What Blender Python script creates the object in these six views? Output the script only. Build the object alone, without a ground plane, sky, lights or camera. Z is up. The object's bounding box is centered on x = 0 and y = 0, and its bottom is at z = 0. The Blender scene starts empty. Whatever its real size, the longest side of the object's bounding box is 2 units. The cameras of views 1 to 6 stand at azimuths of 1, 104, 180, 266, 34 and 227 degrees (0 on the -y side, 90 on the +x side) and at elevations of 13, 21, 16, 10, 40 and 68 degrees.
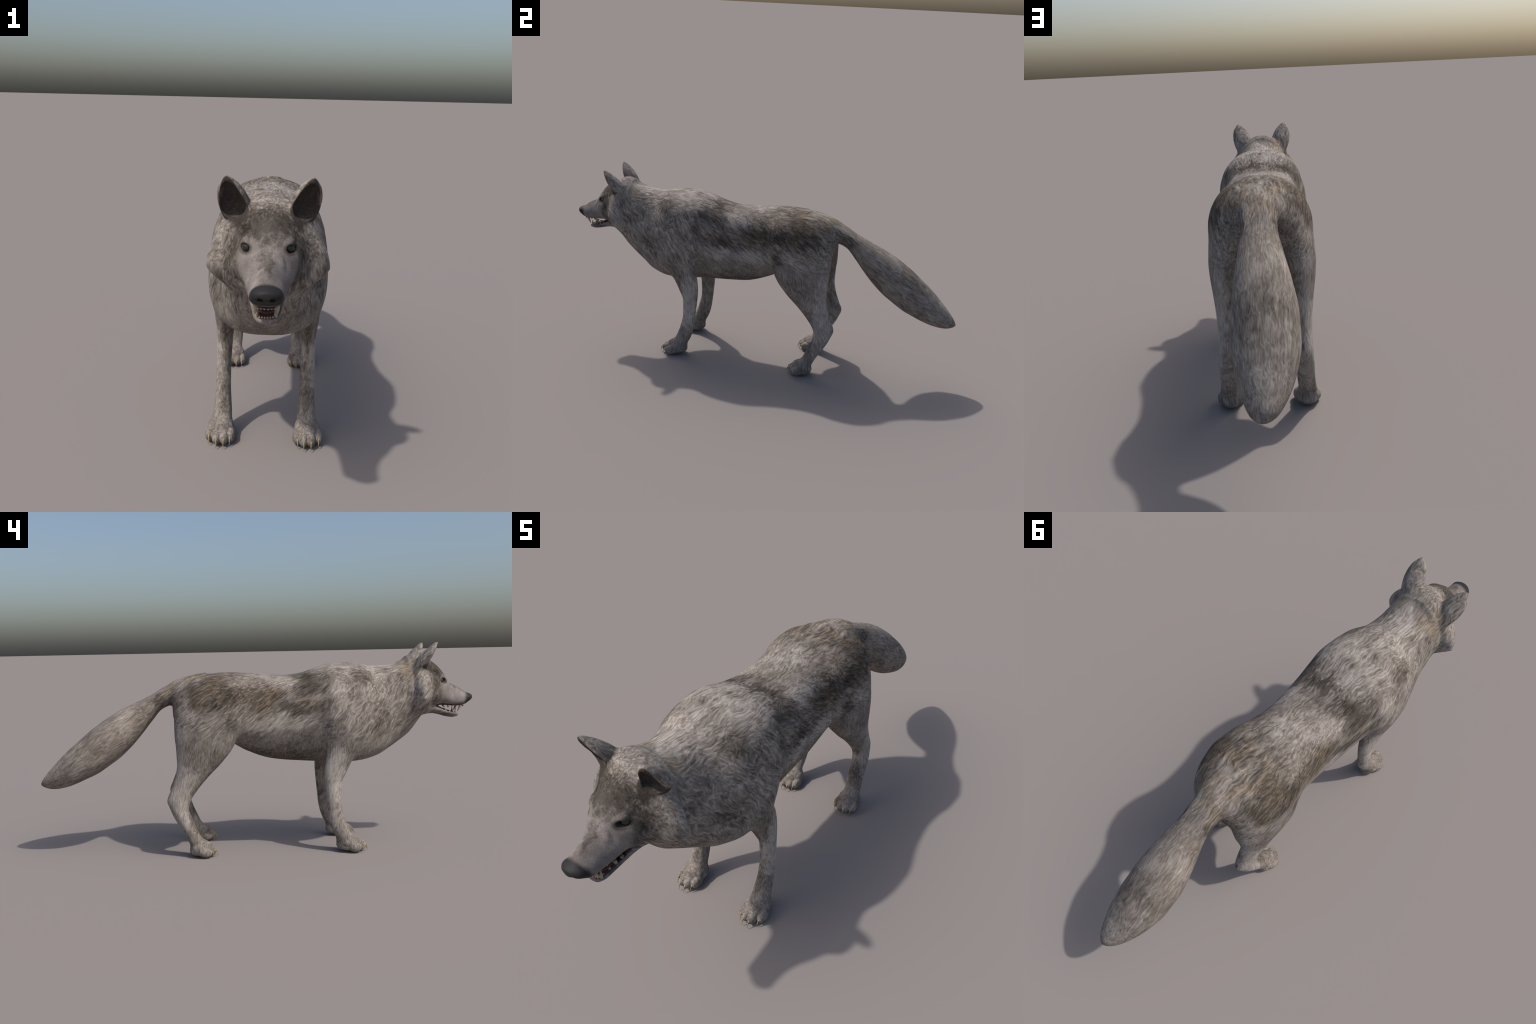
# A standing grey wolf with open jaws, built from lofted anatomical volumes that are
# blended into one smooth skin, then separated into named anatomical parts.
import bpy, math
import numpy as np
from mathutils import Vector

rng = np.random.default_rng(7)
VOX = 0.003            # fine sampling step of the skin (m)
SUB = 4                # coarse step = SUB * VOX

# ------------------------------------------------------------------ profile interpolation
def smooth_keys(t, keys):
    """Monotone cubic interpolation of rows [t, a, b, ...] at the positions t."""
    k = np.asarray(keys, dtype=np.float64)
    x = k[:, 0]
    t = np.clip(t, x[0], x[-1])
    i = np.clip(np.searchsorted(x, t, side='right') - 1, 0, len(x) - 2)
    h = (x[i + 1] - x[i])
    s = (t - x[i]) / h
    h00 = 2 * s**3 - 3 * s**2 + 1
    h10 = s**3 - 2 * s**2 + s
    h01 = -2 * s**3 + 3 * s**2
    h11 = s**3 - s**2
    out = []
    for c in range(1, k.shape[1]):
        y = k[:, c]
        dk = np.diff(y) / np.diff(x)
        m = np.zeros_like(y)
        m[0], m[-1] = dk[0], dk[-1]
        same = dk[1:] * dk[:-1] > 0
        hm = 2 * dk[1:] * dk[:-1] / np.where(same, dk[1:] + dk[:-1], 1.0)
        m[1:-1] = np.where(same, hm, 0.0)
        out.append(h00 * y[i] + h10 * h * m[i] + h01 * y[i + 1] + h11 * h * m[i + 1])
    return out

def smin(a, b, k):
    h = np.clip(0.5 + 0.5 * (b - a) / k, 0, 1)
    return b + (a - b) * h - k * h * (1 - h)

def smax(a, b, k):
    return -smin(-a, -b, k)

def section(u, v, ru, rv, n):
    """Approximate distance to a superellipse of radii ru, rv and exponent n."""
    au = np.abs(u) / ru + 1e-6
    av = np.abs(v) / rv + 1e-6
    rho = (au**n + av**n) ** (1.0 / n)
    g = rho ** (1 - n) * np.sqrt((au ** (n - 1) / ru) ** 2 + (av ** (n - 1) / rv) ** 2)
    return (rho - 1) / g

def loft(t, u, v, keys, cap=0.012):
    """keys: t, u centre, u radius, v low, v widest, v high, exponent low, exponent high."""
    uc, ru, vl, vm, vh, nl, nh = smooth_keys(t, keys)
    du, dv = u - uc, v - vm
    up = dv > 0
    rv = np.where(up, vh - vm, vm - vl)
    n = np.where(up, nh, nl)
    d = section(du, dv, np.maximum(ru, 1e-3), np.maximum(rv, 1e-3), n)
    t0, t1 = keys[0][0], keys[-1][0]
    return smax(d, np.maximum(t0 - t, t - t1), cap)

def ellipsoid(x, y, z, c, r):
    a, b, e = (x - c[0]) / r[0], (y - c[1]) / r[1], (z - c[2]) / r[2]
    k0 = np.sqrt(a * a + b * b + e * e) + 1e-6
    k1 = np.sqrt((a / r[0])**2 + (b / r[1])**2 + (e / r[2])**2) + 1e-6
    return k0 * (k0 - 1) / k1

# ------------------------------------------------------------------ anatomical profiles
# y, x centre, half width, belly z, widest z, back z, exponents
TRUNK = [
    (-0.760, 0, .085, .612, .700, .850, 2.0, 2.0),
    (-0.720, 0, .106, .545, .705, .868, 2.0, 2.1),
    (-0.690, 0, .115, .510, .700, .862, 2.0, 2.2),
    (-0.650, 0, .122, .482, .670, .849, 2.2, 2.4),
    (-0.600, 0, .130, .451, .630, .834, 2.5, 2.35),
    (-0.540, 0, .152, .421, .590, .832, 2.9, 2.15),
    (-0.460, 0, .180, .400, .575, .843, 2.8, 2.5),
    (-0.390, 0, .186, .393, .580, .848, 2.4, 2.68),
    (-0.330, 0, .182, .392, .620, .844, 2.0, 2.75),
    (-0.270, 0, .170, .396, .655, .828, 1.95, 2.7),
    (-0.200, 0, .162, .401, .640, .806, 2.0, 2.7),
    (-0.126, 0, .156, .407, .620, .797, 2.0, 2.7),
    (-0.040, 0, .150, .421, .620, .803, 2.25, 2.5),
    (0.060, 0, .158, .458, .640, .812, 2.2, 2.4),
    (0.130, 0, .173, .498, .660, .815, 2.2, 2.4),
    (0.210, 0, .177, .535, .670, .811, 2.2, 2.35),
    (0.280, 0, .153, .560, .665, .801, 2.0, 2.15),
    (0.340, 0, .108, .575, .680, .790, 2.0, 2.1),
    (0.388, 0, .078, .595, .690, .772, 2.0, 2.0),
]
# z, x centre, x radius, y front, y middle, y back, exponents
FORELEG = [
    (0.020, .143, .034, -.415, -.375, -.340, 2.0, 2.0),
    (0.060, .143, .033, -.415, -.370, -.335, 2.0, 2.0),
    (0.090, .142, .031, -.400, -.362, -.321, 2.0, 2.0),
    (0.120, .142, .028, -.386, -.350, -.310, 2.1, 2.1),
    (0.165, .142, .025, -.371, -.338, -.300, 2.1, 2.1),
    (0.230, .142, .0245, -.358, -.327, -.293, 2.1, 2.1),
    (0.310, .140, .026, -.360, -.324, -.285, 2.1, 2.1),
    (0.360, .139, .029, -.380, -.332, -.282, 2.1, 2.1),
    (0.420, .136, .036, -.410, -.350, -.288, 2.1, 2.1),
    (0.480, .133, .044, -.440, -.370, -.306, 2.2, 2.2),
    (0.560, .126, .056, -.460, -.370, -.290, 2.2, 2.2),
    (0.640, .115, .062, -.450, -.355, -.260, 2.2, 2.2),
    (0.710, .100, .058, -.430, -.345, -.270, 2.2, 2.2),
]
HINDLEG = [
    (0.020, .143, .033, .250, .285, .316, 2.0, 2.0),
    (0.060, .142, .033, .262, .298, .330, 2.0, 2.0),
    (0.100, .138, .032, .283, .320, .349, 2.0, 2.0),
    (0.140, .136, .032, .301, .339, .372, 2.1, 2.0),
    (0.180, .135, .032, .317, .358, .395, 2.1, 2.0),
    (0.220, .132, .033, .328, .372, .412, 2.1, 1.9),
    (0.255, .130, .034, .318, .370, .423, 2.1, 1.8),
    (0.300, .127, .036, .288, .350, .407, 2.1, 1.9),
    (0.360, .127, .041, .237, .310, .385, 2.2, 1.9),
    (0.420, .128, .048, .178, .275, .374, 2.4, 1.9),
    (0.490, .123, .064, .124, .245, .376, 2.6, 1.8),
    (0.550, .112, .078, .098, .225, .381, 2.7, 1.8),
    (0.610, .104, .081, .090, .220, .381, 2.6, 1.8),
    (0.670, .095, .080, .100, .225, .374, 2.4, 1.8),
    (0.720, .088, .066, .140, .235, .355, 2.2, 1.9),
    (0.760, .070, .045, .180, .245, .315, 2.0, 2.0),
    (0.785, .050, .015, .220, .250, .280, 2.0, 2.0),
]
# tail axis: from the croup (0.38, 0.735) down to the tip (0.999, 0.325) in the y-z plane
TAIL_O, TAIL_D = np.array([.38, .735]), np.array([.8337, -.5522])
TAIL_N = np.array([.5522, .8337])
# s, x centre, half width, low, middle, high, exponents
TAIL = [
    (-0.160, 0.000, .040, -.050, -.030, -.010, 2.2, 2.2),
    (-0.060, 0.000, .056, -.055, -.014, .026, 2.2, 2.4),
    (0.020, 0.000, .060, -.048, -.004, .041, 2.1, 2.3),
    (0.090, -.002, .060, -.035, .004, .045, 2.2, 2.2),
    (0.160, -.004, .069, -.053, .002, .055, 2.3, 2.1),
    (0.238, -.007, .082, -.077, -.007, .067, 2.4, 2.1),
    (0.314, -.010, .093, -.096, -.015, .073, 2.4, 2.1),
    (0.390, -.013, .100, -.106, -.020, .071, 2.4, 2.1),
    (0.480, -.014, .100, -.107, -.024, .063, 2.4, 2.1),
    (0.560, -.012, .090, -.096, -.023, .053, 2.4, 2.1),
    (0.620, -.010, .076, -.085, -.020, .041, 2.3, 2.1),
    (0.672, -.007, .058, -.068, -.016, .029, 2.2, 2.0),
    (0.710, -.004, .040, -.047, -.012, .018, 2.1, 2.0),
    (0.732, -.002, .022, -.025, -.006, .008, 2.0, 2.0),
    (0.743, -.001, .006, -.006, -.002, .001, 2.0, 2.0),
]
SKULL = [
    (-0.876, 0, .030, .722, .742, .764, 2.0, 2.0),
    (-0.868, 0, .043, .700, .738, .780, 2.0, 1.9),
    (-0.856, 0, .055, .688, .734, .799, 1.9, 1.65),
    (-0.838, 0, .069, .672, .728, .820, 1.8, 1.65),
    (-0.818, 0, .082, .655, .722, .837, 1.7, 1.7),
    (-0.796, 0, .098, .634, .712, .851, 1.6, 1.7),
    (-0.774, 0, .123, .614, .702, .862, 1.5, 1.7),
    (-0.752, 0, .155, .600, .692, .871, 1.45, 1.65),
    (-0.730, 0, .166, .590, .684, .876, 1.45, 1.65),
    (-0.710, 0, .150, .585, .686, .876, 1.7, 1.8),
    (-0.690, 0, .110, .585, .696, .868, 2.0, 2.0),
]
MUZZLE = [
    (-1.001, 0, .012, .670, .680, .687, 2.0, 2.0),
    (-0.996, 0, .024, .667, .678, .690, 2.1, 2.1),
    (-0.983, 0, .036, .658, .675, .695, 2.2, 2.1),
    (-0.966, 0, .041, .645, .668, .704, 2.2, 1.6),
    (-0.945, 0, .044, .638, .666, .719, 2.3, 1.5),
    (-0.910, 0, .047, .638, .668, .737, 2.3, 1.6),
    (-0.880, 0, .055, .641, .680, .751, 2.3, 1.8),
    (-0.845, 0, .066, .643, .700, .768, 2.3, 2.0),
    (-0.810, 0, .078, .640, .705, .784, 2.2, 2.0),
]
JAW = [
    (-0.936, 0, .016, .592, .598, .602, 2.0, 3.0),
    (-0.929, 0, .025, .588, .600, .606, 2.0, 3.0),
    (-0.910, 0, .033, .585, .604, .610, 2.0, 3.0),
    (-0.880, 0, .037, .589, .611, .618, 2.0, 3.0),
    (-0.845, 0, .044, .599, .622, .632, 2.0, 3.0),
    (-0.810, 0, .051, .605, .632, .650, 2.0, 2.5),
    (-0.760, 0, .060, .602, .640, .670, 2.0, 2.0),
]
EAR_BASE, EAR_TIP = np.array([.083, -.729, .820]), np.array([.110, -.794, .928])
EAR_LEN = float(np.linalg.norm(EAR_TIP - EAR_BASE))
EAR_A = (EAR_TIP - EAR_BASE) / EAR_LEN
_f = np.array([.20, -.95, 0.0]); _f -= EAR_A * (_f @ EAR_A)
EAR_F = _f / np.linalg.norm(_f)
EAR_W = np.cross(EAR_A, EAR_F)
# s, across centre, half width, back, middle, front, exponents
EAR = [
    (-0.030, 0.000, .034, -.036, -.004, .026, 2.0, 2.0),
    (0.000, 0.000, .038, -.036, -.004, .027, 2.0, 2.2),
    (0.035, 0.000, .042, -.034, -.004, .027, 2.0, 2.2),
    (0.070, 0.001, .038, -.027, -.003, .022, 2.0, 2.2),
    (0.100, 0.001, .028, -.017, -.002, .014, 2.0, 2.2),
    (0.120, 0.000, .015, -.010, .000, .008, 2.0, 2.0),
    (0.132, 0.000, .004, -.003, .000, .003, 2.0, 2.0),
]
EAR_CAVITY = [
    (0.010, 0.001, .014, .004, .010, .024, 2.0, 2.0),
    (0.024, 0.001, .029, -.002, .014, .044, 2.0, 2.0),
    (0.045, 0.001, .034, -.007, .014, .060, 2.0, 2.0),
    (0.075, 0.001, .029, -.006, .012, .060, 2.0, 2.0),
    (0.100, 0.001, .019, -.004, .010, .060, 2.0, 2.0),
    (0.118, 0.000, .006, -.001, .008, .060, 2.0, 2.0),
]
EYE = (.0500, -.8300, .758)
EYE_R = .0165
# toes: (x offset from paw centre towards the outer side, y, radius x, y, z)
FORE_TOES = [(-.031, -.424, .0165, .030, .024), (-.011, -.440, .0165, .030, .024),
             (.013, -.440, .0165, .030, .024), (.039, -.416, .0155, .030, .023)]
HIND_TOES = [(-.034, .256, .0165, .030, .0215), (-.012, .243, .0165, .030, .0215),
             (.012, .243, .0165, .030, .0215), (.036, .260, .0160, .030, .0215)]
FORE_X, HIND_X = .143, .139

def paw(d, ax, y, z, toes, cx, pad_y):
    d = smin(d, ellipsoid(ax, y, z, (cx, pad_y, .026), (.040, .050, .026)), .020)
    d = smin(d, ellipsoid(ax, y, z, (cx, pad_y - .006, .046), (.032, .042, .026)), .020)
    for ox, ty, rx, ry, rz in toes:
        e = ellipsoid(ax, y, z, (cx + ox, ty, rz + .001), (rx, ry, rz))
        d = smin(d, e, .004)
        k = ellipsoid(ax, y, z, (cx + ox * .86, ty + .027, .042), (.0125, .028, .017))
        d = smin(d, k, .006)
    return d

def skin(P):
    """Signed distance (approx.) of the whole furred body at points P (N,3)."""
    x, y, z = P[:, 0], P[:, 1], P[:, 2]
    ax = np.abs(x)
    d = loft(y, x, z, TRUNK, .03)
    fl = loft(z, ax, y, FORELEG, .012)
    fl = paw(fl, ax, y, z, FORE_TOES, FORE_X, -.395)
    hl = loft(z, ax, y, HINDLEG, .010)
    hl = paw(hl, ax, y, z, HIND_TOES, HIND_X, .280)
    d = smin(d, fl, .030)
    d = smin(d, hl, .030)
    ty, tz = y - TAIL_O[0], z - TAIL_O[1]
    s, n = ty * TAIL_D[0] + tz * TAIL_D[1], ty * TAIL_N[0] + tz * TAIL_N[1]
    d = smin(d, loft(s, x, n, TAIL, .004), .022)
    # head
    h = loft(y, x, z, SKULL, .01)
    m = loft(y, x, z, MUZZLE, .003)
    h = smin(h, m, .034)
    nose = ellipsoid(ax, y, z, (0, -.972, .677), (.0370, .0255, .0190))
    h = smin(h, nose, .008)
    brow = ellipsoid(ax, y, z, (.042, -.834, .777), (.020, .016, .008))
    h = smin(h, brow, .022)
    nostril = ellipsoid(ax, y, z, (.0145, -.994, .669), (.0065, .010, .0045))
    h = smax(h, -nostril, .003)
    j = loft(y, x, z, JAW, .004)
    h = smin(h, j, .005)
    # mouth cavity, reaching back between the jaws
    cav = ellipsoid(ax, y, z, (0, -.875, .629), (.038, .062, .010))
    h = smax(h, -cav, .004)
    # eye sockets
    sock = ellipsoid(ax, y, z, (EYE[0] + .008, EYE[1] - .014, EYE[2]), (.0175, .020, .0105))
    h = smax(h, -sock, .004)
    d = smin(d, h, .036)
    # ears
    q0, q1, q2 = ax - EAR_BASE[0], y - EAR_BASE[1], z - EAR_BASE[2]
    es = q0 * EAR_A[0] + q1 * EAR_A[1] + q2 * EAR_A[2]
    ew = q0 * EAR_W[0] + q1 * EAR_W[1] + q2 * EAR_W[2]
    ef = q0 * EAR_F[0] + q1 * EAR_F[1] + q2 * EAR_F[2]
    e = loft(es, ew, ef, EAR, .004)
    d = smin(d, e, .010)
    c = loft(es, ew, ef, EAR_CAVITY, .006)
    d = smax(d, -c, .004)
    # flat soles
    return smax(d, 0.0015 - z, .006)

# ------------------------------------------------------------------ skin polygonisation
def polygonise():
    lo = np.array([-.228, -1.032, -.012])
    hi = np.array([.228, 1.032, .960])
    H = VOX * SUB
    nc = np.ceil((hi - lo) / H).astype(int)
    # coarse pass at block centres
    ax = [lo[i] + (np.arange(nc[i]) + .5) * H - VOX * .5 for i in range(3)]
    g = np.stack(np.meshgrid(*ax, indexing='ij'), -1).reshape(-1, 3)
    dc = skin(g).reshape(nc).astype(np.float32)
    F = np.repeat(np.repeat(np.repeat(dc, SUB, 0), SUB, 1), SUB, 2)
    act = np.argwhere(np.abs(dc) < .034)
    off = np.stack(np.meshgrid(*[np.arange(SUB)] * 3, indexing='ij'), -1).reshape(-1, 3)
    for ch in np.array_split(act, max(1, len(act) // 6000)):
        idx = (ch[:, None, :] * SUB + off[None]).reshape(-1, 3)
        F[idx[:, 0], idx[:, 1], idx[:, 2]] = skin(lo + idx * VOX)
    S = F < 0
    # surface nets
    c = np.zeros(np.array(S.shape) - 1, dtype=np.uint8)
    n0, n1, n2 = c.shape
    for i in (0, 1):
        for j in (0, 1):
            for k in (0, 1):
                c += S[i:i + n0, j:j + n1, k:k + n2]
    cells = np.argwhere((c > 0) & (c < 8))
    ids = np.full(c.shape, -1, dtype=np.int32)
    ids[cells[:, 0], cells[:, 1], cells[:, 2]] = np.arange(len(cells))
    corner = [(i, j, k) for i in (0, 1) for j in (0, 1) for k in (0, 1)]
    acc = np.zeros((len(cells), 3)); cnt = np.zeros(len(cells))
    val = {q: F[cells[:, 0] + q[0], cells[:, 1] + q[1], cells[:, 2] + q[2]] for q in corner}
    for a in corner:
        for axis in range(3):
            if a[axis]:
                continue
            b = list(a); b[axis] = 1; b = tuple(b)
            va, vb = val[a], val[b]
            m = (va < 0) != (vb < 0)
            t = np.where(m, va / np.where(m, va - vb, 1), 0)
            p = np.array(a, float)[None].repeat(len(cells), 0)
            p[:, axis] = t
            acc[m] += p[m]; cnt[m] += 1
    V = lo + (cells + acc / cnt[:, None]) * VOX
    quads = []
    for axis in range(3):
        sl0 = [slice(None)] * 3; sl1 = [slice(None)] * 3
        sl0[axis] = slice(0, -1); sl1[axis] = slice(1, None)
        e = np.argwhere(S[tuple(sl0)] != S[tuple(sl1)])
        u, w = (axis + 1) % 3, (axis + 2) % 3
        ok = (e[:, u] > 0) & (e[:, w] > 0) & (e[:, u] < c.shape[u]) & (e[:, w] < c.shape[w])
        e = e[ok]
        q = []
        for du, dw in ((1, 1), (0, 1), (0, 0), (1, 0)):
            k = e.copy(); k[:, u] -= du; k[:, w] -= dw
            q.append(ids[k[:, 0], k[:, 1], k[:, 2]])
        q = np.stack(q, 1)
        flip = ~S[e[:, 0], e[:, 1], e[:, 2]]
        q[flip] = q[flip][:, ::-1]
        quads.append(q)
    Q = np.concatenate(quads)
    Q = Q[(Q >= 0).all(1)]
    # keep only the outer connected skin: drop quads of stray islands
    # relax, then settle the vertices on the blended surface
    for _ in range(2):
        s = np.zeros_like(V); k = np.zeros(len(V))
        for a, b in ((0, 1), (1, 2), (2, 3), (3, 0)):
            np.add.at(s, Q[:, a], V[Q[:, b]]); np.add.at(k, Q[:, a], 1)
            np.add.at(s, Q[:, b], V[Q[:, a]]); np.add.at(k, Q[:, b], 1)
        V = V * .5 + .5 * s / k[:, None]
    for _ in range(2):
        f = skin(V)
        eps = .0012
        G = np.stack([skin(V + eps * np.eye(3)[i]) - skin(V - eps * np.eye(3)[i]) for i in range(3)], 1) / (2 * eps)
        step = f[:, None] * G / np.maximum((G * G).sum(1), .25)[:, None]
        L = np.linalg.norm(step, axis=1, keepdims=True)
        V = V - step * np.minimum(1, .003 / np.maximum(L, 1e-9)) * .9
    return V, Q

V, Q = polygonise()

# ------------------------------------------------------------------ materials
def new_mat(name):
    m = bpy.data.materials.new(name)
    m.use_nodes = True
    return m, m.node_tree, m.node_tree.nodes['Principled BSDF']

def simple(name, col, rough=.6, bump=0, scale=40, var=.25, sss=0):
    m, nt, b = new_mat(name)
    tc = nt.nodes.new('ShaderNodeTexCoord')
    no = nt.nodes.new('ShaderNodeTexNoise'); no.inputs['Scale'].default_value = scale
    no.inputs['Detail'].default_value = 4
    nt.links.new(tc.outputs['Object'], no.inputs['Vector'])
    r = nt.nodes.new('ShaderNodeValToRGB')
    r.color_ramp.elements[0].color = (*[c * (1 - var) for c in col], 1)
    r.color_ramp.elements[1].color = (*[min(1, c * (1 + var)) for c in col], 1)
    r.color_ramp.elements[0].position = .3; r.color_ramp.elements[1].position = .7
    nt.links.new(no.outputs['Fac'], r.inputs['Fac'])
    nt.links.new(r.outputs['Color'], b.inputs['Base Color'])
    b.inputs['Roughness'].default_value = rough
    return m

class Nodes:
    """Small helper that writes shader node graphs as expressions."""
    def __init__(self, nt):
        self.nt = nt
    def _set(self, sock, v):
        if isinstance(v, bpy.types.NodeSocket):
            self.nt.links.new(v, sock)
        else:
            sock.default_value = v
    def math(self, op, a, b=0.0, c=0.0, clamp=False):
        n = self.nt.nodes.new('ShaderNodeMath'); n.operation = op; n.use_clamp = clamp
        for i, v in enumerate((a, b, c)):
            self._set(n.inputs[i], v)
        return n.outputs[0]
    def vec(self, op, a, b=(0, 0, 0)):
        n = self.nt.nodes.new('ShaderNodeVectorMath'); n.operation = op
        self._set(n.inputs[0], a); self._set(n.inputs[1], b)
        return n.outputs['Value'] if op in ('LENGTH', 'DOT_PRODUCT', 'DISTANCE') else n.outputs[0]
    def scale(self, a, f):
        n = self.nt.nodes.new('ShaderNodeVectorMath'); n.operation = 'SCALE'
        self._set(n.inputs[0], a); self._set(n.inputs['Scale'], f)
        return n.outputs[0]
    def noise(self, v, scale, detail=2.0, rough=.5, colour=False, distort=0.0):
        n = self.nt.nodes.new('ShaderNodeTexNoise')
        self._set(n.inputs['Vector'], v)
        n.inputs['Scale'].default_value = scale; n.inputs['Detail'].default_value = detail
        n.inputs['Roughness'].default_value = rough; n.inputs['Distortion'].default_value = distort
        return n.outputs['Color' if colour else 'Fac']
    def mapping(self, v, rot, scale):
        n = self.nt.nodes.new('ShaderNodeMapping'); n.vector_type = 'TEXTURE'
        self._set(n.inputs['Vector'], v)
        n.inputs['Rotation'].default_value = rot; n.inputs['Scale'].default_value = scale
        return n.outputs[0]
    def ramp01(self, v, lo, hi):
        n = self.nt.nodes.new('ShaderNodeMapRange'); n.interpolation_type = 'SMOOTHSTEP'
        self._set(n.inputs['Value'], v)
        n.inputs['From Min'].default_value = lo; n.inputs['From Max'].default_value = hi
        return n.outputs[0]
    def mixf(self, f, a, b):
        n = self.nt.nodes.new('ShaderNodeMix'); n.data_type = 'FLOAT'
        self._set(n.inputs[0], f); self._set(n.inputs[2], a); self._set(n.inputs[3], b)
        return n.outputs[0]
    def mixc(self, f, a, b, mode='MIX'):
        n = self.nt.nodes.new('ShaderNodeMix'); n.data_type = 'RGBA'; n.blend_type = mode
        self._set(n.inputs[0], f); self._set(n.inputs[6], a); self._set(n.inputs[7], b)
        return n.outputs[2]
    def xyz(self, v):
        n = self.nt.nodes.new('ShaderNodeSeparateXYZ'); self._set(n.inputs[0], v)
        return n.outputs
    def ramp(self, f, stops):
        n = self.nt.nodes.new('ShaderNodeValToRGB'); cr = n.color_ramp
        while len(cr.elements) < len(stops):
            cr.elements.new(.5)
        for e, (p, c) in zip(cr.elements, stops):
            e.position = p; e.color = (*c, 1)
        self._set(n.inputs[0], f)
        return n.outputs[0]
    def blob(self, v, c, r, edge=(1.25, .55)):
        """Soft ellipsoidal patch: 1 inside, 0 outside."""
        d = self.vec('LENGTH', self.vec('DIVIDE', self.vec('SUBTRACT', v, c), r))
        return self.ramp01(d, edge[0], edge[1]) if edge[0] < edge[1] else \
            self.math('SUBTRACT', 1.0, self.ramp01(d, edge[1], edge[0]))

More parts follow.
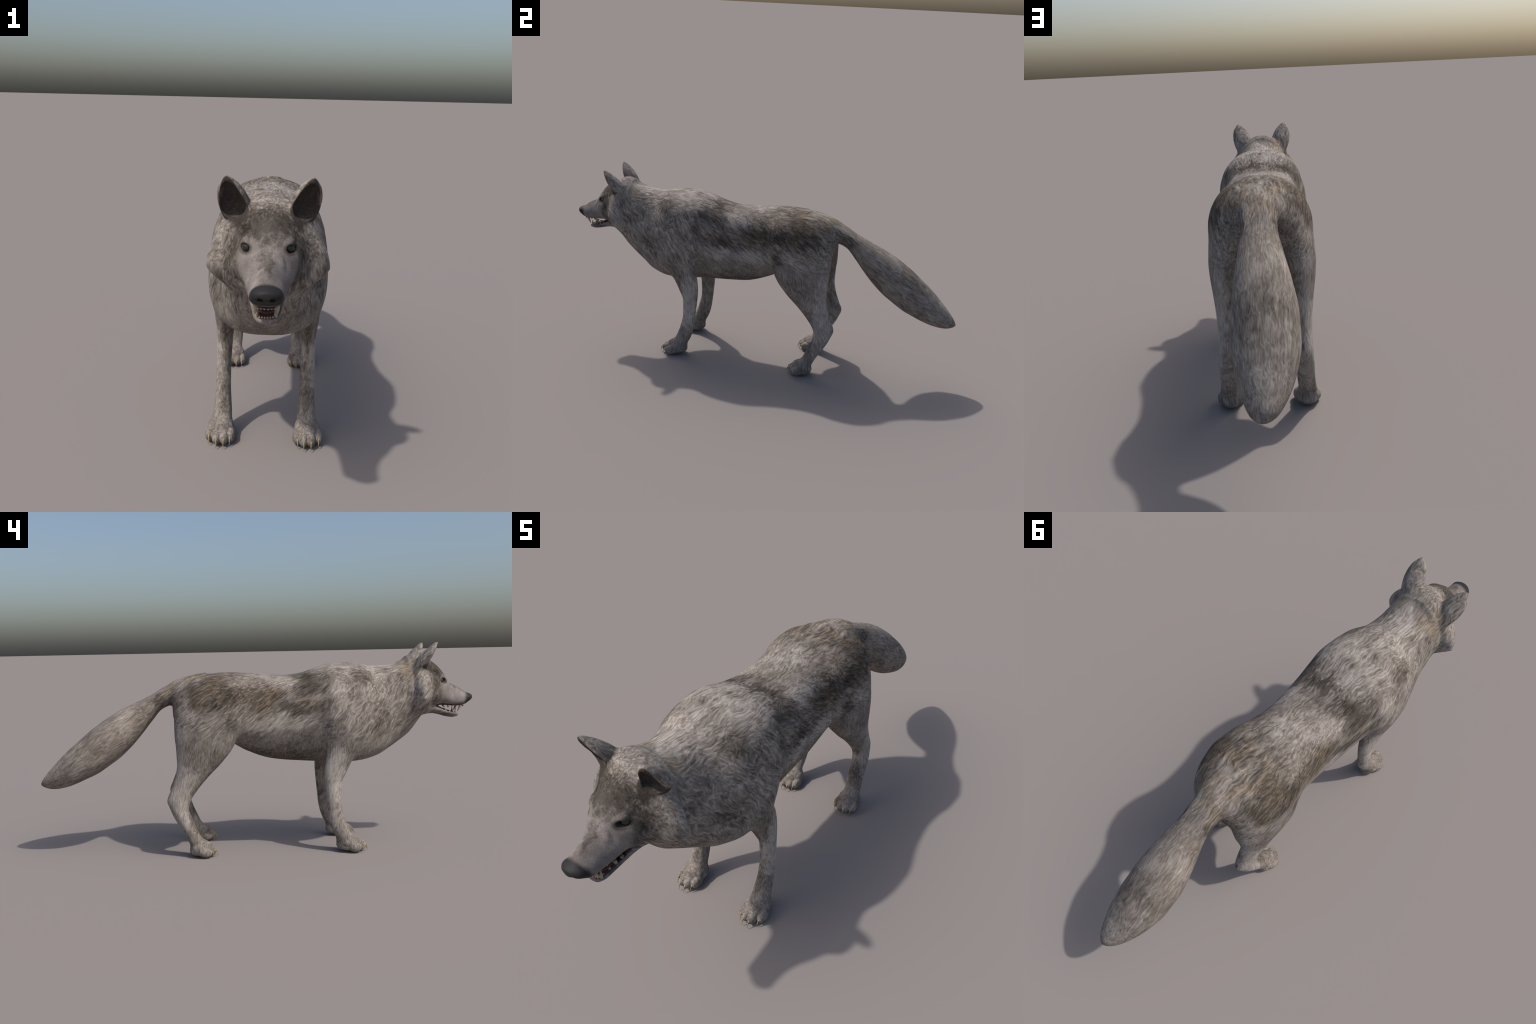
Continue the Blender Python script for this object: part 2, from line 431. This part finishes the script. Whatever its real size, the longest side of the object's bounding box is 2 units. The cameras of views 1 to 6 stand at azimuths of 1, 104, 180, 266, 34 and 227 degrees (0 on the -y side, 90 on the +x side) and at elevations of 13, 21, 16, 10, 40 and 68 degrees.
def fur_material():
    m, nt, bsdf = new_mat('grey_wolf_fur')
    g = Nodes(nt)
    P = nt.nodes.new('ShaderNodeTexCoord').outputs['Object']
    x, y, z = g.xyz(P)
    comb = nt.nodes.new('ShaderNodeCombineXYZ')
    g._set(comb.inputs[0], g.math('ABSOLUTE', x)); g._set(comb.inputs[1], y); g._set(comb.inputs[2], z)
    M = comb.outputs[0]
    # ragged patch borders: two sizes of warp
    w1 = g.vec('SUBTRACT', g.noise(P, 9, 2, .5, True), (.5, .5, .5))
    w2 = g.vec('SUBTRACT', g.noise(g.mapping(P, (-.75, 0, 0), (1, 5, 1)), 60, 3, .6, True), (.5, .5, .5))
    MW = g.vec('ADD', M, g.vec('ADD', g.scale(w1, .08), g.scale(w2, .10)))
    # ---- hair streaks along three flow directions, made wavy by a warp
    wave = g.vec('SUBTRACT', g.noise(P, 14, 1, .5, True), (.5, .5, .5))
    curl = g.vec('SUBTRACT', g.noise(P, 34, 1, .5, True), (.5, .5, .5))
    def streak(angle, length, warp, curlw, fine, tuft):
        q = g.vec('ADD', P, g.vec('ADD', g.scale(wave, warp), g.scale(curl, curlw)))
        a = g.noise(g.mapping(q, (math.radians(angle), 0, 0), (1, length, 1)), fine, 4, .6)
        b = g.noise(g.mapping(q, (math.radians(angle), 0, 0), (1, length * .55, 1)), tuft, 2, .55)
        return g.math('ADD', g.math('MULTIPLY', a, .72), g.math('MULTIPLY', b, .28))
    mane = streak(-55, 6.5, .044, .007, 140, 55)
    flank = streak(-33, 8.0, .026, .004, 175, 60)
    down = streak(-80, 7.0, .026, .004, 190, 70)
    m_down = g.math('MULTIPLY', g.math('SUBTRACT', 1.0, g.ramp01(g.math('ADD', z, g.math('MULTIPLY', g.math('SUBTRACT', g.noise(P, 8), .5), .12)), .48, .60)), g.math('SUBTRACT', 1.0, g.ramp01(y, .42, .48)))
    m_mane = g.math('MULTIPLY', g.math('SUBTRACT', 1.0, g.ramp01(g.math('ADD', y, g.math('MULTIPLY', w1_y(g, w1), .2)), -.30, -.20)), g.ramp01(z, .46, .54))
    s = g.mixf(m_mane, g.mixf(m_down, flank, down), mane)
    ridge = streak(-6, 7.0, .040, .006, 150, 55)     # hair lying along the back line
    m_ridge = g.math('MULTIPLY', g.ramp01(g.math('ADD', z, g.math('MULTIPLY', g.xyz(w1)[2], .08)), .765, .800), g.math('MULTIPLY', g.ramp01(y, -.72, -.62), g.math('SUBTRACT', 1.0, g.ramp01(y, .33, .40))))
    s = g.mixf(m_ridge, s, ridge)
    face = g.noise(P, 330, 2, .6)
    m_face = g.math('MULTIPLY', g.math('SUBTRACT', 1.0, g.ramp01(y, -.87, -.79)), 1.0)
    s = g.mixf(m_face, s, g.mixf(.25, face, s))
    # ---- tone map: 0 black ... 1 pale cream
    tone = .525
    def add(t, mask, amount):
        return g.math('MULTIPLY_ADD', mask, amount, t)
    patches = [
        # centre (|x|, y, z), radii, tone change
        ((.12, .040, .735), (.14, .330, .120), -.07),    # darker upper flank
        ((.15, .225, .730), (.10, .130, .095), -.22),    # dark hip
        ((.13, .050, .700), (.08, .140, .050), -.17),    # dark flank
        ((.14, -.165, .652), (.08, .115, .036), -.19),   # brown stripe along the ribs
        ((.13, -.225, .765), (.10, .070, .060), -.24),   # dark saddle behind the shoulder
        ((.16, -.285, .690), (.05, .030, .060), -.12),
        ((.02, -.190, .800), (.09, .070, .050), -.20),   # dark spine behind the withers
        ((.05, .160, .815), (.09, .110, .035), -.12),    # loin
        ((.12, -.455, .785), (.07, .050, .035), -.18),   # dark tufts on the mane
        ((.15, -.535, .630), (.06, .045, .060), -.10),
        ((.15, -.520, .545), (.06, .060, .050), -.10),
        ((.16, .130, .600), (.06, .030, .060), -.14),    # brown front of the thigh
        ((.12, -.108, .764), (.06, .060, .030), .12),    # pale streaks on the back
        ((.05, -.005, .800), (.07, .052, .040), .08),
        ((.15, -.090, .590), (.07, .180, .040), .16),    # pale lower flank
        ((.15, -.350, .715), (.05, .045, .050), .10),    # pale mane behind the neck
        ((.16, -.420, .620), (.06, .070, .070), .08),    # pale shoulder
        ((.06, -.340, .830), (.09, .070, .050), .05),    # pale withers
        ((.00, -.520, .830), (.07, .100, .040), .06),
        ((.17, -.315, .300), (.05, .055, .230), .23),    # pale legs
        ((.15, .370, .300), (.05, .070, .250), .20),
        ((.12, .340, .620), (.09, .060, .090), .08),     # pale seat
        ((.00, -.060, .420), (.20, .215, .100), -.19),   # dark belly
        ((.15, -.715, .690), (.06, .030, .070), .12),    # pale cheek ruff
        ((.05, -.640, .830), (.08, .060, .050), .05),
        ((.00, -.830, .825), (.115, .065, .062), -.30),  # dark forehead
        ((.09, -.800, .780), (.055, .045, .055), -.20),
        ((.09, -.805, .700), (.065, .036, .065), -.18),  # cheeks
        ((.00, -.915, .745), (.022, .060, .032), -.16),  # bridge of the muzzle
        ((.045, -.915, .685), (.030, .050, .032), .02),  # pale sides of the muzzle
        ((.058, -.850, .758), (.028, .026, .015), -.36), # eye rims
        ((.00, -.930, .700), (.070, .062, .070), -.07),  # muzzle a little greyer than the ruff
        ((.00, -.955, .715), (.030, .030, .025), -.12),  # dark behind the nose
        ((.00, -.880, .598), (.070, .090, .026), -.22),  # chin
        ((.06, .450, .700), (.04, .060, .030), -.16),    # tail root sides
        ((.00, .740, .540), (.050, .110, .070), -.08),   # brown centre of the tail
        ((.00, .930, .390), (.080, .100, .070), .06),    # pale tail end
        ((.138, -.392, .250), (.018, .036, .170), -.19), # dark stripe down the foreleg
        ((.142, .305, .190), (.030, .030, .110), -.18),  # dark stripe on the hock
        ((.112, -.800, .905), (.020, .020, .030), -.10), # ear tips
    ]
    for c, r_, dt in patches:
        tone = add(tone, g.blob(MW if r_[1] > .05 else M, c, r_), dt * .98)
    low = g.math('SUBTRACT', g.noise(P, 7, 3, .55), .5)
    midn = g.math('SUBTRACT', g.noise(g.mapping(g.vec('ADD', P, g.scale(wave, .05)), (-.8, 0, 0), (1, 2.5, 1)), 22, 2, .55), .5)
    tone = add(tone, low, .30)
    tone = add(tone, midn, .36)
    m_tail = g.ramp01(y, .42, .52)
    contrast = g.mixf(m_face, g.mixf(m_mane, g.mixf(g.math('MAXIMUM', m_down, m_tail), 1.50, 1.15), 1.55), .45)
    tone = g.math('ADD', tone, g.math('MULTIPLY', g.math('SUBTRACT', s, .5), contrast))
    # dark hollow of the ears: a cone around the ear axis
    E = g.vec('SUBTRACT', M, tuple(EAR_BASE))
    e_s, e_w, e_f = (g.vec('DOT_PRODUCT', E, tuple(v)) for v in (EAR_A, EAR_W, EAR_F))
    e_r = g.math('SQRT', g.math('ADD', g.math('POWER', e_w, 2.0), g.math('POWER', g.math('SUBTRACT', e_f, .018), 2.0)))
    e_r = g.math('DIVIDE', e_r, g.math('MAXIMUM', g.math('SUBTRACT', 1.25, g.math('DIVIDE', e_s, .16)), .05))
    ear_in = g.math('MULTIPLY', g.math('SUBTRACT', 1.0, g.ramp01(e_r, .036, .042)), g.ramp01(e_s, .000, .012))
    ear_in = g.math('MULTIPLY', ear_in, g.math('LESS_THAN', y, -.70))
    # black nose leather
    nose = g.math('MULTIPLY', g.math('SUBTRACT', 1.0, g.ramp01(g.math('ADD', y, g.math('MULTIPLY', g.math('SUBTRACT', z, .68), .35)), -.972, -.954)), g.ramp01(z, .640, .652))
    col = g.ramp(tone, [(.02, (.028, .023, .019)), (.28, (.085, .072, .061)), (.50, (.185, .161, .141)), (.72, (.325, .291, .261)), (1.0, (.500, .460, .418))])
    # warm and cool tints
    tan = g.math('MAXIMUM', g.blob(MW, (.10, .27, .74), (.16, .20, .13)), g.blob(MW, (.14, -.05, .69), (.08, .20, .06)))
    tan = g.math('MAXIMUM', tan, g.blob(MW, (.08, -.66, .80), (.07, .06, .07)))
    tan = g.math('MULTIPLY', tan, g.ramp01(g.noise(P, 16, 2, .5), .38, .62))
    tan = g.math('MAXIMUM', tan, g.math('MULTIPLY', m_tail, .22))
    col = g.mixc(g.math('MULTIPLY', tan, .85), col, (1.04, .95, .80, 1), 'MULTIPLY')
    col = g.mixc(g.math('MULTIPLY', g.math('SUBTRACT', 1.0, g.ramp01(y, -.90, -.80)), .9), col, (.97, .98, 1.05, 1), 'MULTIPLY')
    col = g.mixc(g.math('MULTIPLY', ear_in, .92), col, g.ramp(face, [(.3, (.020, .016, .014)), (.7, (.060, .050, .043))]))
    col = g.mixc(nose, col, (.022, .021, .022, 1))
    nt.links.new(col, bsdf.inputs['Base Color'])
    g._set(bsdf.inputs['Roughness'], g.mixf(nose, .95, .55))
    bsdf.inputs['Specular IOR Level'].default_value = .15
    bump = nt.nodes.new('ShaderNodeBump')
    bump.inputs['Distance'].default_value = .005
    g._set(bump.inputs['Strength'], g.mixf(m_face, .55, .12))
    g._set(bump.inputs['Height'], s)
    nt.links.new(bump.outputs[0], bsdf.inputs['Normal'])
    return m

def w1_y(g, w):
    return g.xyz(w)[1]

FUR = fur_material()
EYEM = simple('eye_surface', (.020, .017, .014), .25)
CLAW = simple('claw_horn', (.30, .24, .13), .5, scale=120)
TOOTH = simple('tooth_enamel', (.33, .27, .19), .4, scale=150)
GUM = simple('mouth_flesh', (.09, .045, .045), .5, scale=60)

# ------------------------------------------------------------------ objects
root = bpy.data.objects.new('wolf', None)
bpy.context.collection.objects.link(root)
root['label'] = 'standing grey wolf with bushy tail and open jaws'
root['category'] = 'wolf'

def add_mesh(name, verts, faces, mat, parent, normals=None, smooth=True):
    me = bpy.data.meshes.new(name)
    me.from_pydata(verts, [], faces)
    if smooth:
        me.polygons.foreach_set('use_smooth', np.ones(len(me.polygons), dtype=bool))
    if normals is not None:
        me.normals_split_custom_set_from_vertices([Vector(n) for n in normals])
    me.materials.append(mat)
    ob = bpy.data.objects.new(name, me)
    bpy.context.collection.objects.link(ob)
    ob.parent = parent
    return ob

# vertex normals of the whole skin
def vertex_normals(V, Q):
    n = np.cross(V[Q[:, 2]] - V[Q[:, 0]], V[Q[:, 3]] - V[Q[:, 1]])
    N = np.zeros_like(V)
    for i in range(4):
        np.add.at(N, Q[:, i], n)
    return N / np.maximum(np.linalg.norm(N, axis=1, keepdims=True), 1e-12)

N = vertex_normals(V, Q)
C = V[Q].mean(1)
cx, cy, cz = C[:, 0], C[:, 1], C[:, 2]
acx = np.abs(cx)
es = (acx - EAR_BASE[0]) * EAR_A[0] + (cy - EAR_BASE[1]) * EAR_A[1] + (cz - EAR_BASE[2]) * EAR_A[2]
ew = (acx - EAR_BASE[0]) * EAR_W[0] + (cy - EAR_BASE[1]) * EAR_W[1] + (cz - EAR_BASE[2]) * EAR_W[2]
ts = (cy - TAIL_O[0]) * TAIL_D[0] + (cz - TAIL_O[1]) * TAIL_D[1]
region = np.full(len(Q), 'torso', dtype='U24')
region[(cy < -.48 + (cz - .62) * .35)] = 'neck'
region[(cy < -.700 - (cz - .69) * .12)] = 'head'
region[(region == 'head') & (cy < -.81) & (cz < .628 + (cy + .81) * .12)] = 'lower_jaw'
region[(cy < -.962 - (cz - .68) * .35) & (cz > .643)] = 'nose'
region[(cy < -.60) & (es > .030) & (np.abs(ew) < .06) & (acx > .045) & (cz > .82)] = 'ear'
region[(ts > .045) & (cy > .38) & (cz > .28)] = 'tail'
fore = (cz < .46) & (cy < -.2) & (cy > -.52) & (acx > .085)
region[fore] = 'foreleg'
region[fore & (cz < .085)] = 'fore_paw'
hind = (cy > .07) & (cz < .52 - np.clip(.14 - cy, 0, 1) * .3) & (ts < .045) & (acx > .03)
region[hind] = 'hindleg'
region[hind & (cz < .085)] = 'hind_paw'
side = np.where(cx < 0, 1, 0)
# hollow of the ear and inside of the mouth, found from the volumes that carve them
ef_ = (acx - EAR_BASE[0]) * EAR_F[0] + (cy - EAR_BASE[1]) * EAR_F[1] + (cz - EAR_BASE[2]) * EAR_F[2]
hollow = (np.abs(loft(es, ew, ef_, EAR_CAVITY, .006)) < .004) & (cy < -.6) & (cz > .8) & (es > .010) & ((N[Q].mean(1) * np.stack([np.sign(cx) * EAR_F[0], cx * 0 + EAR_F[1], cx * 0 + EAR_F[2]], 1)).sum(1) > -.25)
region[hollow] = 'ear_lining'
palate = (cy < -.80) & (cy > -.96) & (N[Q].mean(1)[:, 2] < -.25) & (cz > .632) & (cz < .652) & (acx < .040)
floor_ = (cy < -.80) & (cy > -.934) & (N[Q].mean(1)[:, 2] > .35) & (cz < .640) & (acx < smooth_keys(cy, JAW)[1] - .004) 
region[palate | floor_] = 'mouth_lining'

def skin_part(name, mask, parent=root, mat=None):
    q = Q[mask]
    u, inv = np.unique(q, return_inverse=True)
    return add_mesh(name, V[u].tolist(), inv.reshape(q.shape).tolist(), mat or FUR, parent, N[u].tolist())

parts = {}
for nm in ('torso', 'neck', 'head', 'tail'):
    parts[nm] = skin_part(nm, region == nm)
parts['lower_jaw'] = skin_part('lower_jaw', region == 'lower_jaw', parts['head'])
parts['nose'] = skin_part('nose', region == 'nose', parts['head'])
skin_part('mouth_lining', region == 'mouth_lining', parts['head'], GUM)
for sd in (0, 1):
    parts['ear', sd] = skin_part('ear', (region == 'ear') & (side == sd), parts['head'])
    skin_part('ear_lining', (region == 'ear_lining') & (side == sd), parts['head'])
    for leg, pw in (('foreleg', 'fore_paw'), ('hindleg', 'hind_paw')):
        parts[leg, sd] = skin_part(leg, (region == leg) & (side == sd))
        parts[pw, sd] = skin_part('paw', (region == pw) & (side == sd), parts[leg, sd])

# ---- swept cones: claws and teeth
def swept_cone(path, radii, flat=1.0, seg=10):
    path = np.asarray(path, float)
    tan = np.gradient(path, axis=0)
    tan /= np.linalg.norm(tan, axis=1, keepdims=True)
    side_v = np.array([1.0, 0, 0])
    v, f = [], []
    for p, t, r in zip(path, tan, radii):
        b = np.cross(t, side_v); b /= np.linalg.norm(b)
        a = np.cross(b, t)
        for k in range(seg):
            w = 2 * math.pi * k / seg
            v.append((p + a * r * flat * math.cos(w) + b * r * math.sin(w)).tolist())
    for i in range(len(path) - 1):
        for k in range(seg):
            k2 = (k + 1) % seg
            f.append((i * seg + k, i * seg + k2, (i + 1) * seg + k2, (i + 1) * seg + k))
    f.append(tuple(range(seg))[::-1])
    f.append(tuple((len(path) - 1) * seg + k for k in range(seg)))
    return v, f

def instance(ob, loc, parent, scale=(1, 1, 1), rot=(0, 0, 0)):
    c = ob.copy()
    c.location = loc; c.scale = scale; c.rotation_euler = rot
    c.parent = parent
    bpy.context.collection.objects.link(c)
    return c

# claw: root inside the toe, arching forward and down to the ground
a = np.linspace(0, 1, 9)
claw_path = np.stack([np.zeros(9), -.017 * np.sin(a * 1.45), .004 * np.sin(a * 3.14) - .026 * a**1.7], 1)
cv, cf = swept_cone(claw_path, .0046 * (1 - a * .85), .75)
claw0 = add_mesh('claw', cv, cf, CLAW, root)
first = True
for sd in (0, 1):
    sx = -1 if sd else 1
    for leg, toes, px in (('foreleg', FORE_TOES, FORE_X), ('hindleg', HIND_TOES, HIND_X)):
        for ox, ty, rx, ry, rz in toes:
            loc = (sx * (px + ox * 1.02), ty - ry * .72, .0280)
            rz_ = -sx * ox * 3.0
            if first:
                claw0.location = loc; claw0.rotation_euler = (0, 0, rz_); claw0.parent = parts[leg, sd]; first = False
            else:
                instance(claw0, loc, parts[leg, sd], (1, 1, 1), (0, 0, rz_))

# eyes
def ball(seg=32, ring=20):
    v = [(0, 0, 1)]
    for i in range(1, ring):
        p = math.pi * i / ring
        v += [(math.sin(p) * math.cos(2 * math.pi * k / seg), math.sin(p) * math.sin(2 * math.pi * k / seg), math.cos(p)) for k in range(seg)]
    v.append((0, 0, -1))
    f = [(0, 1 + k, 1 + (k + 1) % seg) for k in range(seg)]
    for i in range(ring - 2):
        o = 1 + i * seg
        f += [(o + k, o + seg + k, o + seg + (k + 1) % seg, o + (k + 1) % seg) for k in range(seg)]
    o = 1 + (ring - 2) * seg
    f += [(o + k, len(v) - 1, o + (k + 1) % seg) for k in range(seg)]
    return v, f

bv, bf = ball()
eye0 = add_mesh('eye', bv, bf, EYEM, parts['head'])
eye0.location = EYE; eye0.scale = (EYE_R,) * 3
instance(eye0, (-EYE[0], EYE[1], EYE[2]), parts['head'], (EYE_R,) * 3)

# tongue: a soft slab lying in the lower jaw
tv, tf = [], []
ny, nx = 24, 16
for i in range(ny):
    y = -.912 + i / (ny - 1) * .09
    w = .024 * min(1, math.sqrt(max(0, 1 - (1 - min(1, (i + .4) / 6))**2)))
    zc = smooth_keys(np.array([y]), JAW)[4][0] + .002 
    for k in range(nx):
        t = 2 * math.pi * k / nx
        tv.append((w * math.cos(t), y, zc + .005 * math.sin(t) - .003 * (1 - abs(math.cos(t))) * (math.sin(t) > 0)))
for i in range(ny - 1):
    for k in range(nx):
        tf.append((i * nx + k, i * nx + (k + 1) % nx, (i + 1) * nx + (k + 1) % nx, (i + 1) * nx + k))
tf.append(tuple(range(nx))[::-1]); tf.append(tuple((ny - 1) * nx + k for k in range(nx)))
add_mesh('tongue', tv, tf, GUM, parts['lower_jaw'])

# teeth: unit cone pointing down (+ upper), scaled per tooth
a = np.linspace(0, 1, 8)
tp = np.stack([0 * a, .10 * a**2, -a], 1)
tv, tf = swept_cone(tp, .30 * (1 - a**1.6 * .85), 1.0, 10)
tooth0 = add_mesh('tooth', tv, tf, TOOTH, parts['head'])
used = False
def tooth(x, y, z, h, w, up, parent, lean=0.0):
    global used
    s = (w / .6, w / .6, -h if up else h)
    if not used:
        tooth0.location = (x, y, z); tooth0.scale = s; tooth0.rotation_euler = (lean, 0, 0); tooth0.parent = parent; used = True
    else:
        instance(tooth0, (x, y, z), parent, s, (lean, 0, 0))
for sx in (1, -1):
    tooth(sx * .0270, -.941, .642, .032, .012, False, parts['head'], .40)       # upper canine
    tooth(sx * .0230, -.920, .604, .028, .010, True, parts['lower_jaw'])   # lower canine
    for i, h in enumerate((.004, .004, .005)):
        tooth(sx * (.0045 + .008 * i), -.962 + .0035 * i, .639, h, .008, False, parts['head'])
        tooth(sx * (.0035 + .0065 * i), -.931 + .002 * i, .605, h, .006, True, parts['lower_jaw'])
    for i, (h, w) in enumerate(((.007, .009), (.009, .011), (.012, .015), (.010, .013))):
        y = -.922 + .021 * i
        xu = smooth_keys(np.array([y]), MUZZLE)[1][0] - .019
        tooth(sx * xu, y, .642, h * .85, w * .85, False, parts['head'])
        y2 = y + .010
        k = smooth_keys(np.array([y2]), JAW)
        tooth(sx * (k[1][0] - .011), y2, k[4][0] - .003, h * .75, w * .85, True, parts['lower_jaw'])
bpy.context.view_layer.update()
